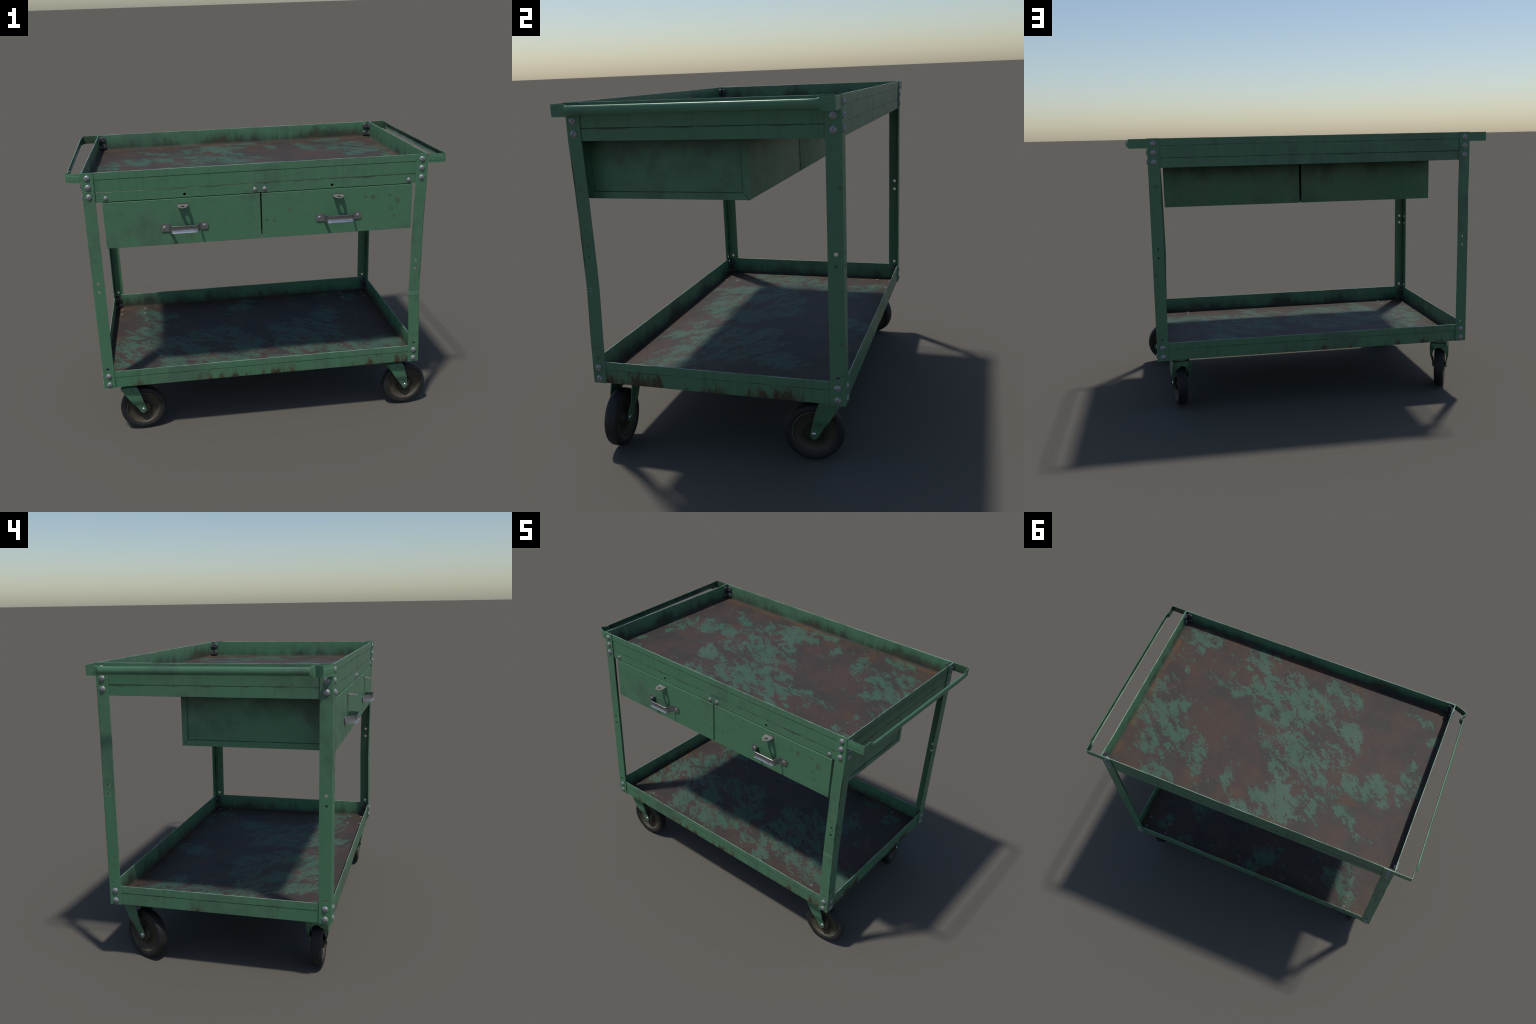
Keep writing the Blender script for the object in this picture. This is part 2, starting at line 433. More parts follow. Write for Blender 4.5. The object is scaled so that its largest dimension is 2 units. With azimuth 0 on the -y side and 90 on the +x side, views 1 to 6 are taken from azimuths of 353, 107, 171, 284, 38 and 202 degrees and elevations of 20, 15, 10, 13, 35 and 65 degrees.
# ------------------------------------------------------------------ materials
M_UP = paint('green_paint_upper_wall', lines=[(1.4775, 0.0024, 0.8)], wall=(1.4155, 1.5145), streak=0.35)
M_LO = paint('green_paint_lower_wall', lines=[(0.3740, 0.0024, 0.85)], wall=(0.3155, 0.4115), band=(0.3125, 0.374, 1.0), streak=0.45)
M_APRON = paint('green_paint_apron', lines=[(1.4125, 0.010, 0.9)], streak=0.3, patches=0.5)
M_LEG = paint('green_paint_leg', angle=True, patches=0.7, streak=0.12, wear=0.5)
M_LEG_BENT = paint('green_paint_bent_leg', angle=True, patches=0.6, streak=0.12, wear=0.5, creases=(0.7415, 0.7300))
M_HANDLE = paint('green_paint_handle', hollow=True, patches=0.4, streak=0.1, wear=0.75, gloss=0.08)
M_FRONT = paint('green_paint_drawer_front', patches=0.35, streak=0.10, wear=0.8,
                spots=[(0.735, -0.535, 1.272, 0.020), (0.700, -0.535, 1.232, 0.015), (0.715, -0.535, 1.190, 0.014),
                       (0.690, -0.535, 1.305, 0.013), (0.560, -0.535, 1.305, 0.010), (0.600, -0.535, 1.300, 0.016),
                       (0.155, -0.535, 1.262, 0.010), (0.035, -0.535, 1.215, 0.010), (0.075, -0.535, 1.205, 0.011),
                       (0.745, -0.535, 1.195, 0.007), (-0.36, -0.535, 1.150, 0.013)])
M_BOX = paint('green_paint_drawer_box', patches=0.5, streak=0.15, wear=0.3, top_dark=(1.362, 0.15), dark=1.12, frame=(-0.4870, 0.1692, 1.1463))
M_CASTER = paint('green_paint_caster', patches=0.7, streak=0.05, wear=0.35, dark=0.92)
M_SCREW = steel('screw_steel', (0.315, 0.32, 0.328, 1), 0.46, 0.38, 0.5, 120)
M_FLOOR_SCREW = steel('dull_floor_screw', (0.16, 0.15, 0.145, 1), 0.72, 0.35, 0.25, 120)
M_HEX = steel('hex_bolt_steel', (0.115, 0.115, 0.125, 1), 0.5, 0.5, 0.6, 90)
M_PULL = steel('pull_handle_steel', (0.42, 0.42, 0.44, 1), 0.34, 0.45, 0.95, 45)
M_TAB = steel('hasp_steel', (0.175, 0.17, 0.16, 1), 0.6, 0.4, 0.25, 70)
M_AXLE = steel('axle_steel', (0.55, 0.55, 0.57, 1), 0.28, 0.2, 0.95, 120)
M_RUBBER = rubber('tyre_rubber')
M_HUB = hub_mat('wheel_hub')

UP_BLOBS = [
    (0.33, -0.431, 0.082), (0.184, -0.272, 0.11), (0.077, -0.355, 0.085), (0.062, -0.16, 0.119), (0.167, -0.104, 0.049),
    (-0.046, -0.318, 0.08), (-0.177, -0.424, 0.056), (-0.31, -0.392, 0.056), (-0.139, -0.245, 0.099), (-0.243, -0.167, 0.055),
    (-0.387, -0.144, 0.087), (-0.011, 0.039, 0.087), (-0.15, 0.074, 0.115), (-0.263, 0.073, 0.057), (-0.276, 0.182, 0.072),
    (-0.329, -0.025, 0.042), (-0.485, 0.149, 0.079), (-0.617, 0.127, 0.079), (-0.638, 0.074, 0.047), (-0.816, 0.043, 0.079),
    (-0.692, 0.227, 0.046), (-0.477, 0.329, 0.037), (-0.545, 0.364, 0.037), (-0.294, 0.33, 0.084), (-0.157, 0.388, 0.112),
    (-0.119, 0.512, 0.083), (-0.007, 0.418, 0.052), (0.055, 0.531, 0.044), (-0.093, 0.236, 0.038), (-0.038, 0.202, 0.038),
    (0.731, -0.441, 0.083), (0.651, -0.442, 0.046), (0.849, -0.042, 0.06), (0.812, 0.169, 0.083), (0.688, 0.153, 0.089),
    (0.646, 0.061, 0.055), (0.667, 0.325, 0.093), (0.579, 0.24, 0.054), (0.425, 0.293, 0.062), (0.392, 0.406, 0.038),
    (0.592, 0.514, 0.076), (0.521, 0.529, 0.047), (0.191, 0.367, 0.034), (0.208, 0.419, 0.03), (0.461, -0.201, 0.052),
    (0.367, -0.389, 0.045), (0.359, -0.147, 0.036), (-0.767, -0.4, 0.035), (-0.845, -0.301, 0.027), (-0.779, -0.099, 0.023),
    (0.722, -0.186, 0.024), (-0.304, 0.455, 0.033), (-0.403, 0.037, 0.042), (0.327, -0.198, 0.04), (-0.068, -0.129, 0.049)]
LO_BLOBS = [
    (-0.787, -0.259, 0.042), (-0.785, -0.101, 0.064), (-0.744, 0.051, 0.043), (-0.633, 0.221, 0.055), (-0.613, -0.057, 0.053),
    (-0.486, -0.322, 0.06), (-0.473, -0.23, 0.051), (-0.461, -0.398, 0.049), (-0.277, -0.331, 0.059), (-0.149, -0.312, 0.068),
    (-0.462, -0.052, 0.062), (-0.408, -0.109, 0.062), (-0.184, 0.03, 0.072), (-0.079, -0.135, 0.069), (0.26, 0.015, 0.088),
    (0.371, 0.059, 0.059), (0.179, -0.167, 0.048), (0.293, -0.101, 0.058), (0.454, -0.099, 0.076), (0.117, -0.363, 0.047),
    (0.229, -0.298, 0.038), (0.349, -0.243, 0.047), (0.281, -0.388, 0.046), (0.468, -0.288, 0.046), (0.622, -0.328, 0.054),
    (0.545, 0.545, 0.041), (0.506, 0.253, 0.04), (0.826, -0.195, 0.036), (-0.813, 0.01, 0.055), (-0.725, -0.219, 0.052),
    (-0.65, -0.022, 0.045), (-0.628, 0.353, 0.049), (-0.692, 0.475, 0.035), (-0.652, 0.181, 0.047), (-0.513, -0.085, 0.063),
    (-0.364, -0.002, 0.064), (-0.332, -0.173, 0.044), (-0.024, -0.143, 0.053), (-0.028, 0.41, 0.05), (0.49, 0.173, 0.057),
    (0.366, -0.125, 0.054), (-0.224, -0.314, 0.06), (0.66, -0.275, 0.07), (0.782, -0.28, 0.07), (0.72, 0.446, 0.03),
    (0.009, 0.502, 0.036), (-0.544, -0.16, 0.052), (0.202, 0.035, 0.045), (-0.329, 0.032, 0.04), (-0.518, 0.378, 0.039)]
M_FLOOR_UP = tray_floor_mat('worn_floor_upper', [(x, y, r * 0.94) for x, y, r in UP_BLOBS], 1.4155)
M_FLOOR_LO = tray_floor_mat('worn_floor_lower', [(x, y, r * 1.32) for x, y, r in LO_BLOBS], 0.3155)

# ------------------------------------------------------------------ trays
def side_frame(side):
    """Map (distance outward from the hem plane, along, z) to world."""
    if side == 'front': return lambda d, s, z: (s, CY - TY - d, z), TX
    if side == 'back':  return lambda d, s, z: (-s, CY + TY + d, z), TX
    if side == 'right': return lambda d, s, z: (TX + d, CY + s, z), TY
    return lambda d, s, z: (-TX - d, CY - s, z), TY

def tray_wall(name, side, D, mat, parent, seed):
    f, half = side_frame(side)
    zt, zf, zb = D['top'], D['fold'], D['bottom']
    h = 0.0013              # hem fold stands this far proud
    t = 0.0036              # hem thickness
    prof = [(-0.0003, zt - 0.0003), (-0.0012, zt), (-0.0026, zt), (-t, zt - 0.0009),
            (-t, zf + 0.001), (-t + 0.0005, zb + 0.014)]
    for k in range(5):      # bent corner into the floor
        a = k / 4 * math.pi / 2
        prof.append((-t - 0.009 * (1 - math.cos(a)), zb + 0.014 - 0.0115 * math.sin(a)))
    prof += [(-t - 0.009, zb + 0.0006), (-0.007, zb), (-h - 0.0006, zb), (-h, zb + 0.0012),
             (-h, zf - 0.0012), (-h + 0.0002, zf - 0.0002), (-0.0002, zf + 0.0002), (0.0, zf + 0.0014), (0.0, zt - 0.0018)]
    N = 72
    bm = bmesh.new()
    L = half - 0.0008 if side in ('front', 'back') else half - 0.0042
    path = []
    for i in range(N + 1):
        s = -L + 2 * L * i / N
        env = min(1.0, (L - abs(s)) / 0.12)
        def g(p, s=s, env=env):
            up = max(0.0, (p[1] - zb) / (zt - zb))
            d = p[0] + env * up * (wob(s, seed, 0.0010, 5.0) + wob(s, seed + 5, 0.0005, 17))
            z = p[1] + env * up * wob(s, seed + 9, 0.0007, 11)
            return f(d, s, z)
        path.append(g)
    extrude_profile(bm, prof, path)
    return make(name, bm, mat, parent, smooth=50, weighted=True)

def apron(name, side, parent, seed):
    """Separate rail hanging just under the upper tray."""
    f, half = side_frame(side)
    z1, z0 = 1.4122, 1.3615
    d0 = -0.0010
    prof = [(d0, z1 - 0.0012), (d0 - 0.001, z1), (d0 - 0.022, z1), (d0 - 0.022, z1 - 0.002), (d0 - 0.0034, z1 - 0.0022),
            (d0 - 0.0030, z0 + 0.0022), (d0 - 0.016, z0 + 0.0020), (d0 - 0.016, z0), (d0 - 0.0012, z0), (d0, z0 + 0.0012)]
    N = 60
    bm = bmesh.new()
    L = half - 0.002 if side in ('front', 'back') else half - 0.026
    path = []
    for i in range(N + 1):
        s = -L + 2 * L * i / N
        env = min(1.0, (L - abs(s)) / 0.12)
        def g(p, s=s, env=env):
            return f(p[0] + env * wob(s, seed, 0.0006, 6), s, p[1] + env * wob(s, seed + 3, 0.0005, 8))
        path.append(g)
    extrude_profile(bm, prof, path)
    return make(name, bm, M_APRON, parent, smooth=20)

def floor_mesh(name, D, mat, parent, seed):
    bm = bmesh.new()
    nx, ny = 90, 56
    hx, hy = TX - 0.0042, TY - 0.0042
    rows = []
    for layer in (0, 1):
        g = []
        for j in range(ny + 1):
            r = []
            for i in range(nx + 1):
                x = -hx + 2 * hx * i / nx; y = CY - hy + 2 * hy * j / ny
                e = min(1, (hx - abs(x)) / 0.1, (hy - abs(y - CY)) / 0.1)
                dz = e * (0.0016 * mnoise.noise(Vector((x * 3.2, y * 3.2, seed))) + 0.0007 * mnoise.noise(Vector((x * 11, y * 11, seed))))
                z = D['bottom'] + (0.0032 + dz if layer else 0.0012 + dz * 0.8)
                r.append(bm.verts.new((x, y, z)))
            g.append(r)
        rows.append(g)
        for j in range(ny):
            for i in range(nx):
                q = (g[j][i], g[j][i + 1], g[j + 1][i + 1], g[j + 1][i])
                bm.faces.new(q if layer else q[::-1])
    a, b = rows
    for i in range(nx):
        bm.faces.new((a[0][i], a[0][i + 1], b[0][i + 1], b[0][i]))
        bm.faces.new((a[ny][i + 1], a[ny][i], b[ny][i], b[ny][i + 1]))
    for j in range(ny):
        bm.faces.new((a[j + 1][0], a[j][0], b[j][0], b[j + 1][0]))
        bm.faces.new((a[j][nx], a[j + 1][nx], b[j + 1][nx], b[j][nx]))
    return make(name, bm, mat, parent, smooth=40, recalc=False)

upper = floor_mesh('tray', UP, M_FLOOR_UP, root, 1.3)
lower = floor_mesh('tray', LO, M_FLOOR_LO, root, 4.7)
aprons = {}
for k, s in enumerate(('front', 'right', 'back', 'left')):
    tray_wall('tray_wall', s, UP, M_UP, upper, 1 + k)
    tray_wall('tray_wall', s, LO, M_LO, lower, 21 + k)
    aprons[s] = apron('apron_rail', s, upper, 41 + k)

# two latch holes in the front apron
cb = bmesh.new()
for x in (-0.3825, 0.3805):
    lathe(cb, [(0, -0.03), (0.0072, -0.03), (0.0072, 0.008), (0, 0.008)], 20, 'y', (x, CY - TY, 1.3785))
cut(aprons['front'], cb)

# ------------------------------------------------------------------ fasteners (shared meshes)
def screw_mesh(name, r, h, mat):
    bm = bmesh.new()
    prof = [(0, h)]
    for k in range(1, 7):
        a = k / 6 * math.radians(68)
        prof.append((r * math.sin(a) / math.sin(math.radians(68)), h * 0.25 + h * 0.75 * (math.cos(a) - math.cos(math.radians(68))) / (1 - math.cos(math.radians(68)))))
    prof += [(r, 0.0), (r * 0.9, -0.002), (0, -0.002)]
    lathe(bm, prof, 28)
    o = make(name, bm, mat, None, smooth=40)
    sb = bmesh.new()
    box(sb, -r * 1.3, r * 1.3, -r * 0.095, r * 0.095, h * 0.42, h * 2)
    cut(o, sb)
    o.data.polygons.foreach_set('use_smooth', [True] * len(o.data.polygons))
    o.data.set_sharp_from_angle(angle=math.radians(35))
    return o

proto_screw = screw_mesh('screw', 0.0148, 0.0078, M_SCREW)
proto_small = screw_mesh('small_screw', 0.0098, 0.0055, M_SCREW)

proto_floor = screw_mesh('floor_screw', 0.0098, 0.0048, M_FLOOR_SCREW)

def hex_mesh(name, r, h, mat):
    bm = bmesh.new()
    lo = [bm.verts.new((r * math.cos(math.pi / 6 + k * math.pi / 3), r * math.sin(math.pi / 6 + k * math.pi / 3), -0.001)) for k in range(6)]
    hi = [bm.verts.new((v.co.x, v.co.y, h - 0.0018)) for v in lo]
    tp = [bm.verts.new((v.co.x * 0.87, v.co.y * 0.87, h)) for v in lo]
    for a, b in ((lo, hi), (hi, tp)):
        for k in range(6):
            bm.faces.new((a[k], a[(k + 1) % 6], b[(k + 1) % 6], b[k]))
    bm.faces.new(tp); bm.faces.new(lo[::-1])
    return make(name, bm, mat, None, smooth=20)
proto_hex = hex_mesh('hex_bolt', 0.0172, 0.0105, M_HEX)

AX = {'-y': Vector((0, -1, 0)), '+y': Vector((0, 1, 0)), '+x': Vector((1, 0, 0)), '-x': Vector((-1, 0, 0)), '+z': Vector((0, 0, 1))}
def placed(pos, face, angle):
    """Local z along the face normal; angle = slot tilt seen from outside."""
    nrm = AX[face]
    up = Vector((0, 0, 1)) if face != '+z' else Vector((0, 1, 0))
    right = up.cross(nrm)
    m = Matrix((right, up, nrm)).transposed().to_4x4()
    return Matrix.Translation(pos) @ m @ Matrix.Rotation(math.radians(angle), 4, 'Z')

# ------------------------------------------------------------------ legs
def bend_right_front(z):
    """The front right leg has been knocked inwards; kink at z = 0.742."""
    pts = [(0.34, 0), (0.53, 0.0040), (0.742, 0.0106), (0.90, 0.0092), (1.15, 0.0062), (1.36, 0)]
    if z <= pts[0][0] or z >= pts[-1][0]: return 0.0
    for (a, u), (b, v) in zip(pts, pts[1:]):
        if a <= z <= b: return u + (v - u) * (z - a) / (b - a)

legs = {}
def leg(sx, sy):
    # L section: outer corner rounded, drawn in local (a along x inward, b along y inward)
    w, t = LEG_W, LEG_T
    prof = rounded([(0, 0), (w, 0), (w, t), (t, t), (t, w), (0, w)], [0.0055, 0.0012, 0.0012, 0.003, 0.0012, 0.0012], 4)
    zs = sorted(set([Z_BOT + (Z_TOP - Z_BOT) * i / 64 for i in range(65)] + [0.736, 0.742, 0.748]))
    bm = bmesh.new()
    extrude_profile(bm, prof, [lambda p, z=z: (sx * (HX - p[0]), CY + sy * (HY - p[1]), z) for z in zs])
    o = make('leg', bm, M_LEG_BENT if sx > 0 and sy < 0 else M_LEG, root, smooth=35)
    cb = bmesh.new()
    for z in (0.4285, 0.8815, 0.9298):
        lathe(cb, [(0, -0.02), (0.0082, -0.02), (0.0082, 0.02), (0, 0.02)], 20, 'y', (sx * (HX - 0.0295), CY + sy * HY, z))
        lathe(cb, [(0, -0.02), (0.0082, -0.02), (0.0082, 0.02), (0, 0.02)], 20, 'x', (sx * HX, CY + sy * (HY - 0.0295), z))
    cut(o, cb)
    seed = 3 + sx + 2 * sy
    for v in o.data.vertices:
        z = v.co.z
        env = max(0.0, min(1.0, (z - 0.44) / 0.2, (1.34 - z) / 0.2))
        dx = env * wob(z, seed, 0.0006, 3.0)
        dy = env * wob(z, seed + 11, 0.0006, 3.0)
        if sx > 0 and sy < 0:
            b = bend_right_front(z)
            dx -= b; dy += 0.48 * b
        if sx < 0 and sy > 0:           # shallow dent in the rear left leg
            dx += 0.0018 * math.exp(-((z - 1.17) / 0.075) ** 2)
        v.co.x += dx; v.co.y += dy
    me = o.data
    bm = bmesh.new(); bm.from_mesh(me)
    bmesh.ops.triangulate(bm, faces=[f for f in bm.faces if len(f.verts) > 4])
    bm.to_mesh(me); bm.free()
    me.polygons.foreach_set('use_smooth', [True] * len(me.polygons))
    me.set_sharp_from_angle(angle=math.radians(35))
    w = o.modifiers.new('weighted', 'WEIGHTED_NORMAL'); w.keep_sharp = True; w.weight = 80
    legs[(sx, sy)] = o
    return o

ANG = {1.4885: -38, 1.4410: 14, 1.3915: 52, 0.3853: 2, 0.3345: 47}
for sx in (-1, 1):
    for sy in (-1, 1):
        o = leg(sx, sy)
        for z, a in ANG.items():
            f = '-y' if sy < 0 else '+y'
            j = rnd.uniform(-9, 9)
            copy(proto_screw, 'screw', o, placed((sx * 0.8575, CY + sy * HY, z), f, a * (1 if sy < 0 else -1) + j))
            f = '+x' if sx > 0 else '-x'
            copy(proto_screw, 'screw', o, placed((sx * HX, CY + sy * 0.5275, z), f, a * (1 if sx > 0 else -1) + 12 + j))
        # hexagon heads inside both trays
        for D, tray, zz in ((UP, upper, (1.4885, 1.4410)), (LO, lower, (0.3853, 0.3345))):
            for z in zz:
                copy(proto_hex, 'hex_bolt', tray, placed((sx * 0.8575, CY + sy * (TY - 0.0034), z), '+y' if sy < 0 else '-y', rnd.uniform(-12, 12)))
                copy(proto_hex, 'hex_bolt', tray, placed((sx * (TX - 0.0034), CY + sy * 0.5275, z), '+x' if sx < 0 else '-x', rnd.uniform(-12, 12)))

for x, a in ((-0.7763, 45), (-0.0225, 62), (0.0272, 60), (0.7907, 70)):
    copy(proto_small, 'small_screw', aprons['front'], Matrix.Translation((0, 0, 0)) @ placed((x, CY - TY + 0.0010, 1.3803), '-y', a) @ Matrix.Scale(1.13, 4))

# ------------------------------------------------------------------ push handles
def sheet_strip(bm, sections, t):
    """sections: list of cross-section polylines (lists of 3D points, outer face).
    Builds a sheet of thickness t by offsetting along averaged normals."""
    S = [[Vector(p) for p in s] for s in sections]
    n, m = len(S), len(S[0])
    N = [[None] * m for _ in range(n)]
    for i in range(n):
        for j in range(m):
            du = S[min(i + 1, n - 1)][j] - S[max(i - 1, 0)][j]
            dv = S[i][min(j + 1, m - 1)] - S[i][max(j - 1, 0)]
            N[i][j] = du.cross(dv).normalized()
    A = [[bm.verts.new(S[i][j]) for j in range(m)] for i in range(n)]
    B = [[bm.verts.new(S[i][j] + N[i][j] * t) for j in range(m)] for i in range(n)]
    for i in range(n - 1):
        for j in range(m - 1):
            bm.faces.new((A[i][j], A[i][j + 1], A[i + 1][j + 1], A[i + 1][j]))
            bm.faces.new((B[i][j], B[i + 1][j], B[i + 1][j + 1], B[i][j + 1]))
    for i in range(n - 1):
        bm.faces.new((A[i][0], A[i + 1][0], B[i + 1][0], B[i][0]))
        bm.faces.new((A[i][-1], B[i][-1], B[i + 1][-1], A[i + 1][-1]))
    for j in range(m - 1):
        bm.faces.new((A[0][j], B[0][j], B[0][j + 1], A[0][j + 1]))
        bm.faces.new((A[-1][j], A[-1][j + 1], B[-1][j + 1], B[-1][j]))

def strip_section(x, y, out, top, bot, ridge, bulge, m=19):
    """Cross-section at plan point (x,y); out = outward plan direction.
    ridge: height of a raised middle band; bulge: depth of half-round bar."""
    pts = []
    for k in range(m):
        t = k / (m - 1)
        z = top + (bot - top) * t
        b = bulge * math.sqrt(max(0.0, 1 - (2 * t - 1) ** 2)) if bulge > 0 else 0.0
        if bulge > 0:      # even spacing round the half circle
            a = math.pi * t
            z = (top + bot) / 2 + (top - bot) / 2 * math.cos(a)
            b = bulge * math.sin(a)
        if ridge > 0 and 0.26 < t < 0.74:
            b += ridge
        pts.append((x + out[0] * b, y + out[1] * b, z))
    return pts

def blend(a, b, t):
    return [tuple(p[k] + (q[k] - p[k]) * t for k in range(3)) for p, q in zip(a, b)]

def push_handle(sign, damaged):
    """Flat arms from both legs joined by a half-round bar."""
    zt, zb = 1.5130, 1.4640       # flat strip
    bt, bb = 1.5070, 1.4700       # half-round bar
    secs = []
    def P(x, y): return (sign * x, y)
    yf, yb = CY - HY + 0.0015, CY + HY - 0.0015
    if damaged:
        arm = [(0.8908, yf), (0.905, yf + 0.0040), (0.920, yf + 0.0085), (0.934, yf + 0.0140), (0.948, yf + 0.0210), (0.957, yf + 0.0265), (0.9655, yf + 0.0325)]
        after = [(0.9655, -0.5020), (0.9640, -0.4985), (0.9530, -0.4815), (0.9445, -0.4680), (0.9432, -0.4655), (0.9440, -0.4630), (0.9520, -0.4535)]
        bar0 = (0.9585, -0.4440)
        x_end = 0.9885
    else:
        arm = [(0.8908 + 0.0932 * k / 6, yf + 0.0005 * math.sin(k)) for k in range(7)]
        after = [(0.9843, yf + 0.0035), (0.9845, yf + 0.02), (0.9845, yf + 0.04), (0.9845, yf + 0.056)]
        bar0 = (0.9890, yf + 0.074)
        x_end = 0.9890
    for i, (x, y) in enumerate(arm):
        j = arm[min(i + 1, len(arm) - 1)]; k = arm[max(i - 1, 0)]
        t = Vector((j[0] - k[0], j[1] - k[1])).normalized()
        out = (sign * t.y, -t.x)
        secs.append(strip_section(*P(x, y), out, zt, zb, 0.0010, 0))
    for (x, y) in after:
        secs.append(strip_section(*P(x, y), (sign, 0), zt, zb, 0, 0))
    y_end = yb - 0.068
    flat0 = strip_section(*P(*bar0), (sign, 0), zt, zb, 0, 0)
    bar_a = strip_section(*P(*bar0), (sign, 0), bt, bb, 0, 0.0106)
    if not damaged: secs.append(blend(secs[-1], bar_a, 0.5))
    secs.append(bar_a)
    for k in range(1, 30):
        t = k / 29
        x = bar0[0] + (x_end - bar0[0]) * t + wob(t, 60 + sign, 0.0008, 6)
        y = bar0[1] + (y_end - bar0[1]) * t
        secs.append(strip_section(*P(x, y), (sign, 0), bt, bb, 0, 0.0106))
    flat1 = strip_section(*P(0.9850, yb - 0.048), (sign, 0), zt, zb, 0, 0)
    secs.append(blend(secs[-1], flat1, 0.5))
    secs.append(flat1)
    secs.append(strip_section(*P(0.9843, yb - 0.020), (sign, 0), zt, zb, 0, 0))
    secs.append(strip_section(*P(0.9843, yb - 0.003), (sign, 0), zt, zb, 0, 0))
    for k in range(7):
        x = 0.9838 - 0.0943 * k / 6
        secs.append(strip_section(*P(x, yb), (0, 1), zt, zb, 0, 0))
    bm = bmesh.new()
    sheet_strip(bm, secs, 0.0026 * sign)
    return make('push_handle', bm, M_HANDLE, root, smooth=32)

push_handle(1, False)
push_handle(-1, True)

# ------------------------------------------------------------------ drawers
def drawer(x0, x1, outer):
    z0, z1 = 1.1165, 1.3578
    yf = -0.5345
    yb = 0.1985
    bm = bmesh.new()
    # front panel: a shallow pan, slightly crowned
    prof = rounded([(x0, z0), (x1, z0), (x1, z1), (x0, z1)], 0.0022, 3)
    N = len(prof)
    cx, cz = (x0 + x1) / 2, (z0 + z1) / 2
    ringA = [bm.verts.new((p[0] - 0.0016 * (1 if p[0] > cx else -1), yf, p[1] - 0.0016 * (1 if p[1] > cz else -1))) for p in prof]
    ringB = [bm.verts.new((p[0], yf + 0.0018, p[1])) for p in prof]
    ringC = [bm.verts.new((p[0], yf + 0.0180, p[1])) for p in prof]
    for a, b in ((ringA, ringB), (ringB, ringC)):
        for i in range(N):
            bm.faces.new((a[i], a[(i + 1) % N], b[(i + 1) % N], b[i]))
    bm.faces.new(ringA); bm.faces.new(ringC[::-1])
    d = make('drawer', bm, M_FRONT, root, smooth=50, weighted=True)
    # box behind it: side skins with a raised folded border, back, bottom
    bm = bmesh.new()
    bx0, bx1 = x0 + (0.0004 if outer < 0 else 0.0030), x1 - (0.0004 if outer > 0 else 0.0030)
    top = 1.406
    def prism(x, s, quad, dep):
        """Folded border strip standing proud of the side skin."""
        a = [bm.verts.new((x - s * 0.0005, p, q)) for p, q in quad]
        cy = sum(p for p, q in quad) / 4; cz = sum(q for p, q in quad) / 4
        b = [bm.verts.new((x + s * (dep - 0.0006), p, q)) for p, q in quad]
        c = [bm.verts.new((x + s * dep, p + 0.0006 * (1 if cy > p else -1), q + 0.0006 * (1 if cz > q else -1))) for p, q in quad]
        for A, B in ((a, b), (b, c)):
            for q in range(4):
                bm.faces.new((A[q], A[(q + 1) % 4], B[(q + 1) % 4], B[q]))
        bm.faces.new(a[::-1]); bm.faces.new(c)
    def side(x, s):
        ya, yb2, w, dep, g = yf + 0.0185, yb, 0.0285, 0.0036, 0.0009
        za = z0 + 0.0005
        xi = x - s * dep
        box(bm, min(xi, xi - s * 0.003), max(xi, xi - s * 0.003), ya + 0.0004, yb2 - 0.0006, za + 0.0005, top)
        prism(xi, s, [(ya + g, za), (yb2 - g, za), (yb2 - w - g, za + w), (ya + w + g, za + w)], dep)
        prism(xi, s, [(yb2, za + g), (yb2, top - 0.001), (yb2 - w, top - 0.001), (yb2 - w, za + w + g)], dep)
        prism(xi, s, [(ya, za + g), (ya + w, za + w + g), (ya + w, top - 0.001), (ya, top - 0.001)], dep)
    side(bx1, 1); side(bx0, -1)
    box(bm, bx0 + 0.0062, bx1 - 0.0062, yf + 0.0185, yb - 0.0008, z0 + 0.0007, z0 + 0.0037)        # bottom
    box(bm, bx0 + 0.0061, bx1 - 0.0061, yb - 0.004, yb - 0.0002, z0 + 0.0038, top - 0.0002, 0.0008)   # back
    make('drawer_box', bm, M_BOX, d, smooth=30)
    return d

d_left = drawer(-0.7958, 0.0030, -1)
d_right = drawer(0.0100, 0.8112, 1)

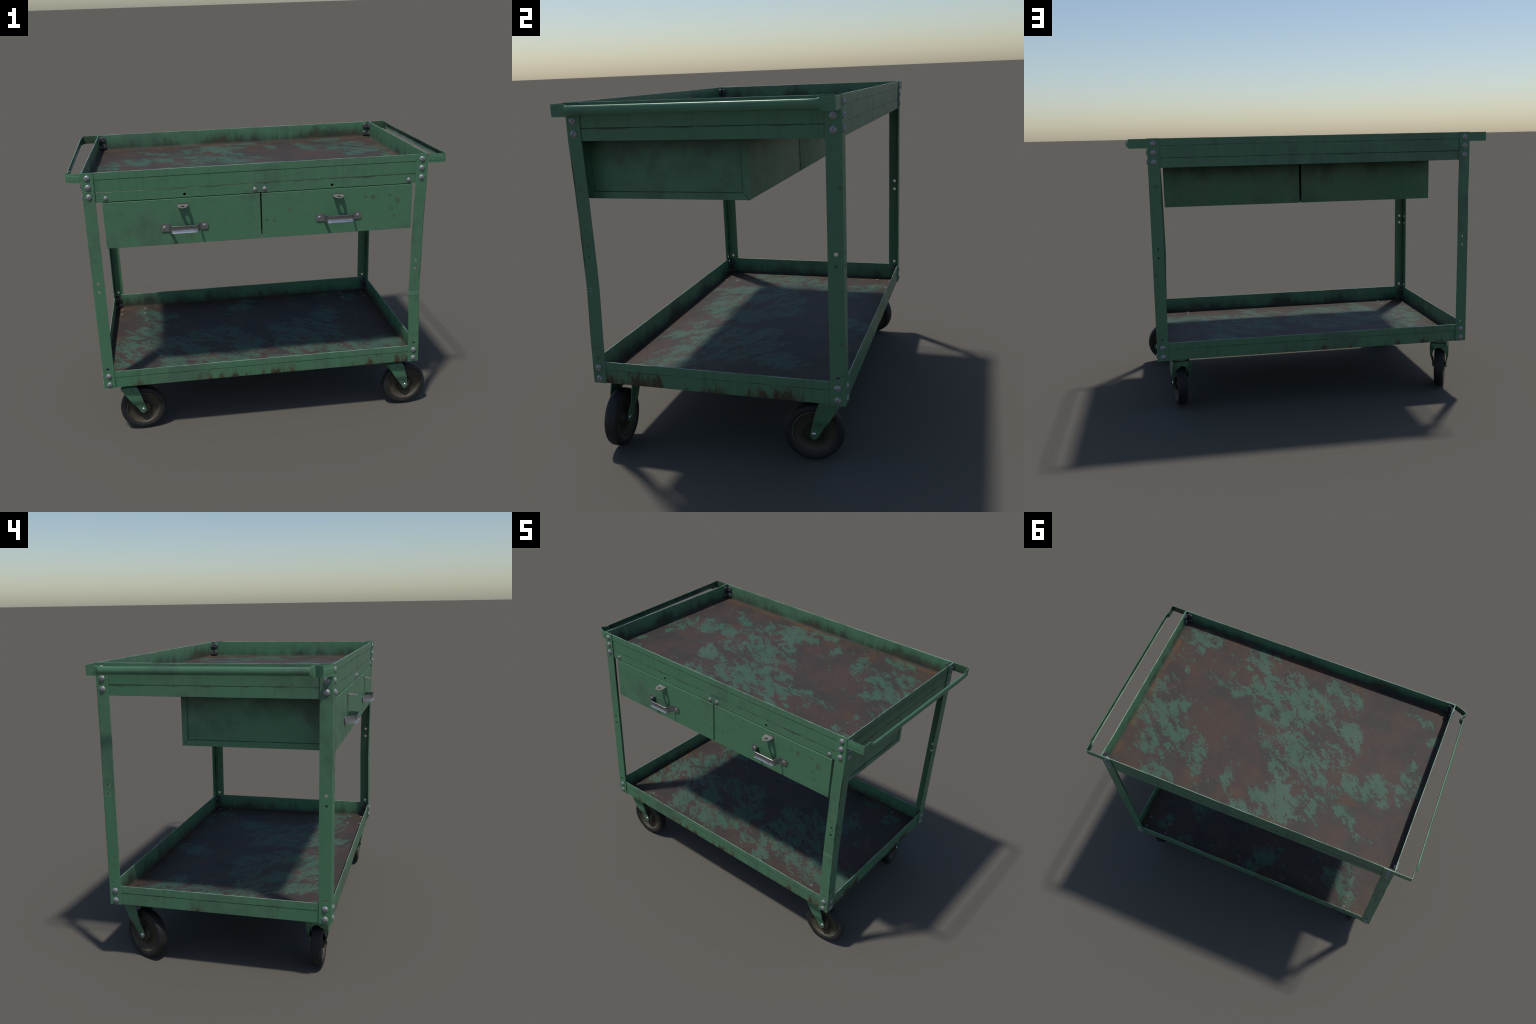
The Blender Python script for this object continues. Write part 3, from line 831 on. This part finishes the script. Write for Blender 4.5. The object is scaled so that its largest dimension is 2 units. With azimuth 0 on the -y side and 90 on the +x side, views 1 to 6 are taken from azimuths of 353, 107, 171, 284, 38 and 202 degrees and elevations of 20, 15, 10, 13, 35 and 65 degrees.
def pull_handle(cx, parent):
    """Bent strap: two rounded feet, slanting arms, hollow grip bar."""
    yw = -0.5345
    z = 1.2085
    sec = []
    def add(x, y, hz, cup, lean=0.0):
        row = []
        for k in range(11):
            t = k / 10 * 2 - 1
            # the grip is dished: edges stand out, middle lies back
            row.append((x, y + cup * (1 - t * t), z - t * hz + 0.0 + lean))
        sec.append(row)
    half = 0.1215
    feet = [(-half, 0.0120), (-half + 0.0025, 0.0162), (-half + 0.007, 0.0188), (-half + 0.013, 0.0196), (-0.0825, 0.0196)]
    for x, hz in feet: add(cx + x, yw - 0.0028, hz, 0.0)
    add(cx - 0.0800, yw - 0.0038, 0.0196, 0.0)
    add(cx - 0.0780, yw - 0.0070, 0.0196, 0.0005)
    add(cx - 0.0690, yw - 0.0420, 0.0196, 0.0030)
    add(cx - 0.0660, yw - 0.0505, 0.0196, 0.0048)
    add(cx - 0.0620, yw - 0.0540, 0.0196, 0.0060)
    for k in range(9):
        add(cx - 0.058 + 0.116 * k / 8, yw - 0.0550, 0.0196, 0.0066)
    add(cx + 0.0620, yw - 0.0540, 0.0196, 0.0060)
    add(cx + 0.0660, yw - 0.0505, 0.0196, 0.0048)
    add(cx + 0.0690, yw - 0.0420, 0.0196, 0.0030)
    add(cx + 0.0780, yw - 0.0070, 0.0196, 0.0005)
    add(cx + 0.0800, yw - 0.0038, 0.0196, 0.0)
    for x, hz in feet[::-1]: add(cx - x, yw - 0.0028, hz, 0.0)
    bm = bmesh.new()
    sheet_strip(bm, sec, -0.0022)
    h = make('pull_handle', bm, M_PULL, parent, smooth=40)
    for s, a in ((-1, 48), (1, 52)):
        copy(proto_small, 'small_screw', parent, placed((cx + s * 0.1025, yw - 0.0030, z), '-y', a) @ Matrix.Scale(1.0, 4))
    return h

def hasp(cx, parent):
    """D-shaped staple tab with one hole, below a solid dark bar."""
    yw = -0.5345
    w, L, t = 0.0275, 0.0525, 0.0030
    outl = [(-w, 0.004), (w, 0.004), (w, -0.020)]
    for k in range(1, 16):
        a = k / 16 * math.pi
        outl.append((w * math.cos(a), -0.020 - (L - 0.020) * math.sin(a)))
    outl.append((-w, -0.020))
    bm = bmesh.new()
    lo = [bm.verts.new((p[0], p[1], 0)) for p in outl]
    hi = [bm.verts.new((p[0], p[1], t)) for p in outl]
    n = len(outl)
    for i in range(n):
        bm.faces.new((lo[i], lo[(i + 1) % n], hi[(i + 1) % n], hi[i]))
    bm.faces.new(hi); bm.faces.new(lo[::-1])
    o = make('hasp_tab', bm, M_TAB, parent, smooth=30)
    cb = bmesh.new()
    lathe(cb, [(0, -0.02), (0.0095, -0.02), (0.0095, 0.02), (0, 0.02)], 24, 'z', (0, -0.0300, 0))
    cut(o, cb)
    bm = bmesh.new(); bm.from_mesh(o.data)
    bmesh.ops.bevel(bm, geom=[e for e in bm.edges if len(e.link_faces) == 2 and e.calc_face_angle(0) > 1.2], offset=0.0005, segments=1, affect='EDGES')
    bm.to_mesh(o.data); bm.free()
    o.matrix_basis = Matrix.Translation((cx, yw, 1.3255)) @ Matrix.Rotation(math.radians(8), 4, 'X')
    # solid dark bar standing in for a slit above the tab
    bm = bmesh.new()
    box(bm, cx - w - 0.002, cx + w + 0.002, yw - 0.0012, yw + 0.002, 1.3290, 1.3312, 0.0004, 1)
    n2 = BAR_DARK
    make('tab_dark_bar', bm, n2, parent, smooth=None)
    return o

_n = Nodes('bar_dark')  # near-black of the raised bar over each tab
BAR_DARK = _n.finish((0.012, 0.014, 0.012, 1), 0.8)

for d, hx, tx in ((d_left, -0.3930, -0.3960), (d_right, 0.4145, 0.4100)):
    pull_handle(hx, d)
    hasp(tx, d)

# ------------------------------------------------------------------ casters
def wheel_meshes():
    R, w = 0.1275, 0.0275           # radius, half width
    # tyre: open ring section
    prof = [(0.0945, w * 0.82), (0.0985, w * 0.94), (0.108, w), (R - 0.0105, w * 0.985), (R - 0.0045, w * 0.88), (R - 0.0010, w * 0.62), (R, w * 0.25)]
    prof = prof + [(r, -h) for r, h in prof[::-1]]
    prof.append(prof[0])
    bm = bmesh.new()
    lathe(bm, prof, 72, 'y')
    bmesh.ops.remove_doubles(bm, verts=bm.verts, dist=1e-6)
    ty = make('tyre', bm, M_RUBBER, None, smooth=50)
    half = [(0.0955, w * 0.86), (0.0925, w * 0.90), (0.0895, w * 0.80), (0.0860, w * 0.52), (0.078, w * 0.36), (0.056, w * 0.30),
            (0.044, w * 0.42), (0.0385, w * 0.75), (0.0350, w * 1.02), (0.0180, w * 1.06), (0.0170, w * 1.20), (0.0, w * 1.20)]
    prof = half[::-1] + [(r, -h) for r, h in half]
    bm = bmesh.new()
    lathe(bm, prof, 64, 'y')
    hb = make('wheel', bm, M_HUB, None, smooth=35)
    return ty, hb
proto_tyre, proto_wheel = wheel_meshes()

Z_AX = 0.1275
FORK_T = -0.0038
def fork_mesh(trail):
    """Bent-plate fork in local axes: +x trails towards the wheel axle,
    y across the wheel, origin on the swivel axis, z absolute."""
    top = 0.2845
    hw, r = 0.0530, 0.013            # half width, bend radius
    path = []                        # (y, z) across the fork from one tip to the other
    z_low = Z_AX - 0.0185
    def half_path():
        out = []
        for k in range(15):          # from the tip up
            z = z_low + (top - r - z_low) * k / 14
            # sides straight above, drawn in towards the hub below
            u = max(0.0, min(1.0, (0.205 - z) / 0.060))
            u = u * u * (3 - 2 * u)
            out.append((hw - 0.0145 * u, z))
        for k in range(1, 6):
            a = k / 5 * math.pi / 2
            out.append((hw - r + r * math.cos(a), top - r + r * math.sin(a)))
        return out
    hp = half_path()
    path = hp + [(0.014, top), (0.0, top), (-0.014, top)] + [(-y, z) for y, z in hp[::-1]]
    def extents(y, z):
        """leading and trailing edge (x) of the plate at height z."""
        if z > 0.2840:
            k = 1.0
            # arch: the bend is cut back in front and behind
            a = 1 - abs(y) / hw
            c = 0.010 * math.sin(min(1, max(0, a * 1.6)) * math.pi / 2)
            return -0.046 + c, 0.040 - c * 0.5
        t = (top - z) / (top - Z_AX)
        if z >= Z_AX:
            s = min(1, t)
            lead = -0.046 + (trail - 0.0185 + 0.046) * (s ** 1.12)
            back = 0.040 + (trail + 0.0165 - 0.040) * min(1, s ** 0.65)
            return lead, back
        q = math.sqrt(max(0.0, 1 - ((Z_AX - z) / 0.0186) ** 2))
        return trail - 0.0180 * q, trail + 0.0165 * q
    sec = []
    for (y, z) in path:
        a, b = extents(y, z)
        if b - a < 0.004: a, b = (a + b) / 2 - 0.002, (a + b) / 2 + 0.002
        row = [(a + (b - a) * k / 8, y, z) for k in range(9)]
        # inturned lip along the leading edge, widest round the arch
        lip = max(0.0, min(1.0, (z - 0.165) / 0.035))
        if lip > 0:
            zc = 0.205                       # spring line of the arch
            if z <= zc: iy, iz = math.copysign(0.0385, y), z
            else:
                th = math.atan2(z - zc, abs(y))
                iy, iz = math.copysign(0.0385 * math.cos(th), y), zc + 0.055 * math.sin(th)
            iy, iz = y + (iy - y) * lip, z + (iz - z) * lip
            row = [(a + 0.0006, iy, iz), (a + 0.0002, (iy + y) / 2, (iz + z) / 2)] + row
        else:
            row = [(a + 0.0001, y, z), (a + 0.00005, y, z)] + row
        sec.append(row)
    bm = bmesh.new()
    sheet_strip(bm, sec, FORK_T)
    return bm

trail = 0.0705
bm = fork_mesh(trail)
# bearing race and swivel cup above the fork
lathe(bm, [(0, 0.2835), (0.030, 0.2835), (0.036, 0.288), (0.041, 0.291), (0.041, 0.299), (0.036, 0.302), (0.030, 0.3068), (0, 0.3068)], 36)
proto_caster = make('caster', bm, M_CASTER, None, smooth=40)
bm = bmesh.new()
box(bm, -0.100, 0.100, -0.056, 0.056, 0.3068, 0.3118, 0.0012)
proto_plate = make('mounting_plate', bm, M_CASTER, None, smooth=35)
bm = bmesh.new()
dome = [(0, 0.0435)] + [(0.0108 * math.sin(a), 0.0385 + 0.0055 * math.cos(a)) for a in (0.4, 0.8, 1.2, 1.57)]
lathe(bm, dome + [(0.0055, 0.0385), (0.0055, -0.0385)] + [(r, -h) for r, h in dome[::-1]], 20, 'y')
proto_axle = make('axle_bolt', bm, M_AXLE, None, smooth=40)

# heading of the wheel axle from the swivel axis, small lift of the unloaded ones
CASTERS = [(-0.763, -0.449, 2.6, 0.0040), (0.763, -0.449, 2.0, 0.0040), (0.763, 0.494, -81.0, 0.0045), (-0.763, 0.494, 245.0, 0.0)]
for cx, cy, head, lift in CASTERS:
    plate_m = Matrix.Translation((cx, cy, 0))
    m = plate_m @ Matrix.Rotation(math.radians(head), 4, 'Z')
    c = copy(proto_caster, 'caster', root, m @ Matrix.Translation((0, 0, lift * 0.0)))
    inv = m.inverted()
    copy(proto_plate, 'mounting_plate', c, inv @ plate_m)
    wm = Matrix.Translation((trail, 0, Z_AX + lift))
    w = copy(proto_wheel, 'wheel', c, wm @ Matrix.Rotation(rnd.uniform(0, 6.28), 4, 'Y'))
    copy(proto_tyre, 'tyre', c, wm @ Matrix.Rotation(rnd.uniform(0, 6.28), 4, 'Y'))
    copy(proto_axle, 'axle_bolt', c, wm)
    # four slotted heads holding the plate, seen on the lower tray floor
    for sx in (-1, 1):
        for sy in (-1, 1):
            copy(proto_floor, 'floor_screw', lower, placed((cx + sx * 0.0767, cy + sy * 0.0385, 0.3154), '+z', rnd.uniform(0, 180)) @ Matrix.Scale(1.02, 4))

for p in (proto_screw, proto_floor, proto_small, proto_hex, proto_tyre, proto_wheel, proto_caster, proto_plate, proto_axle):
    bpy.data.objects.remove(p)
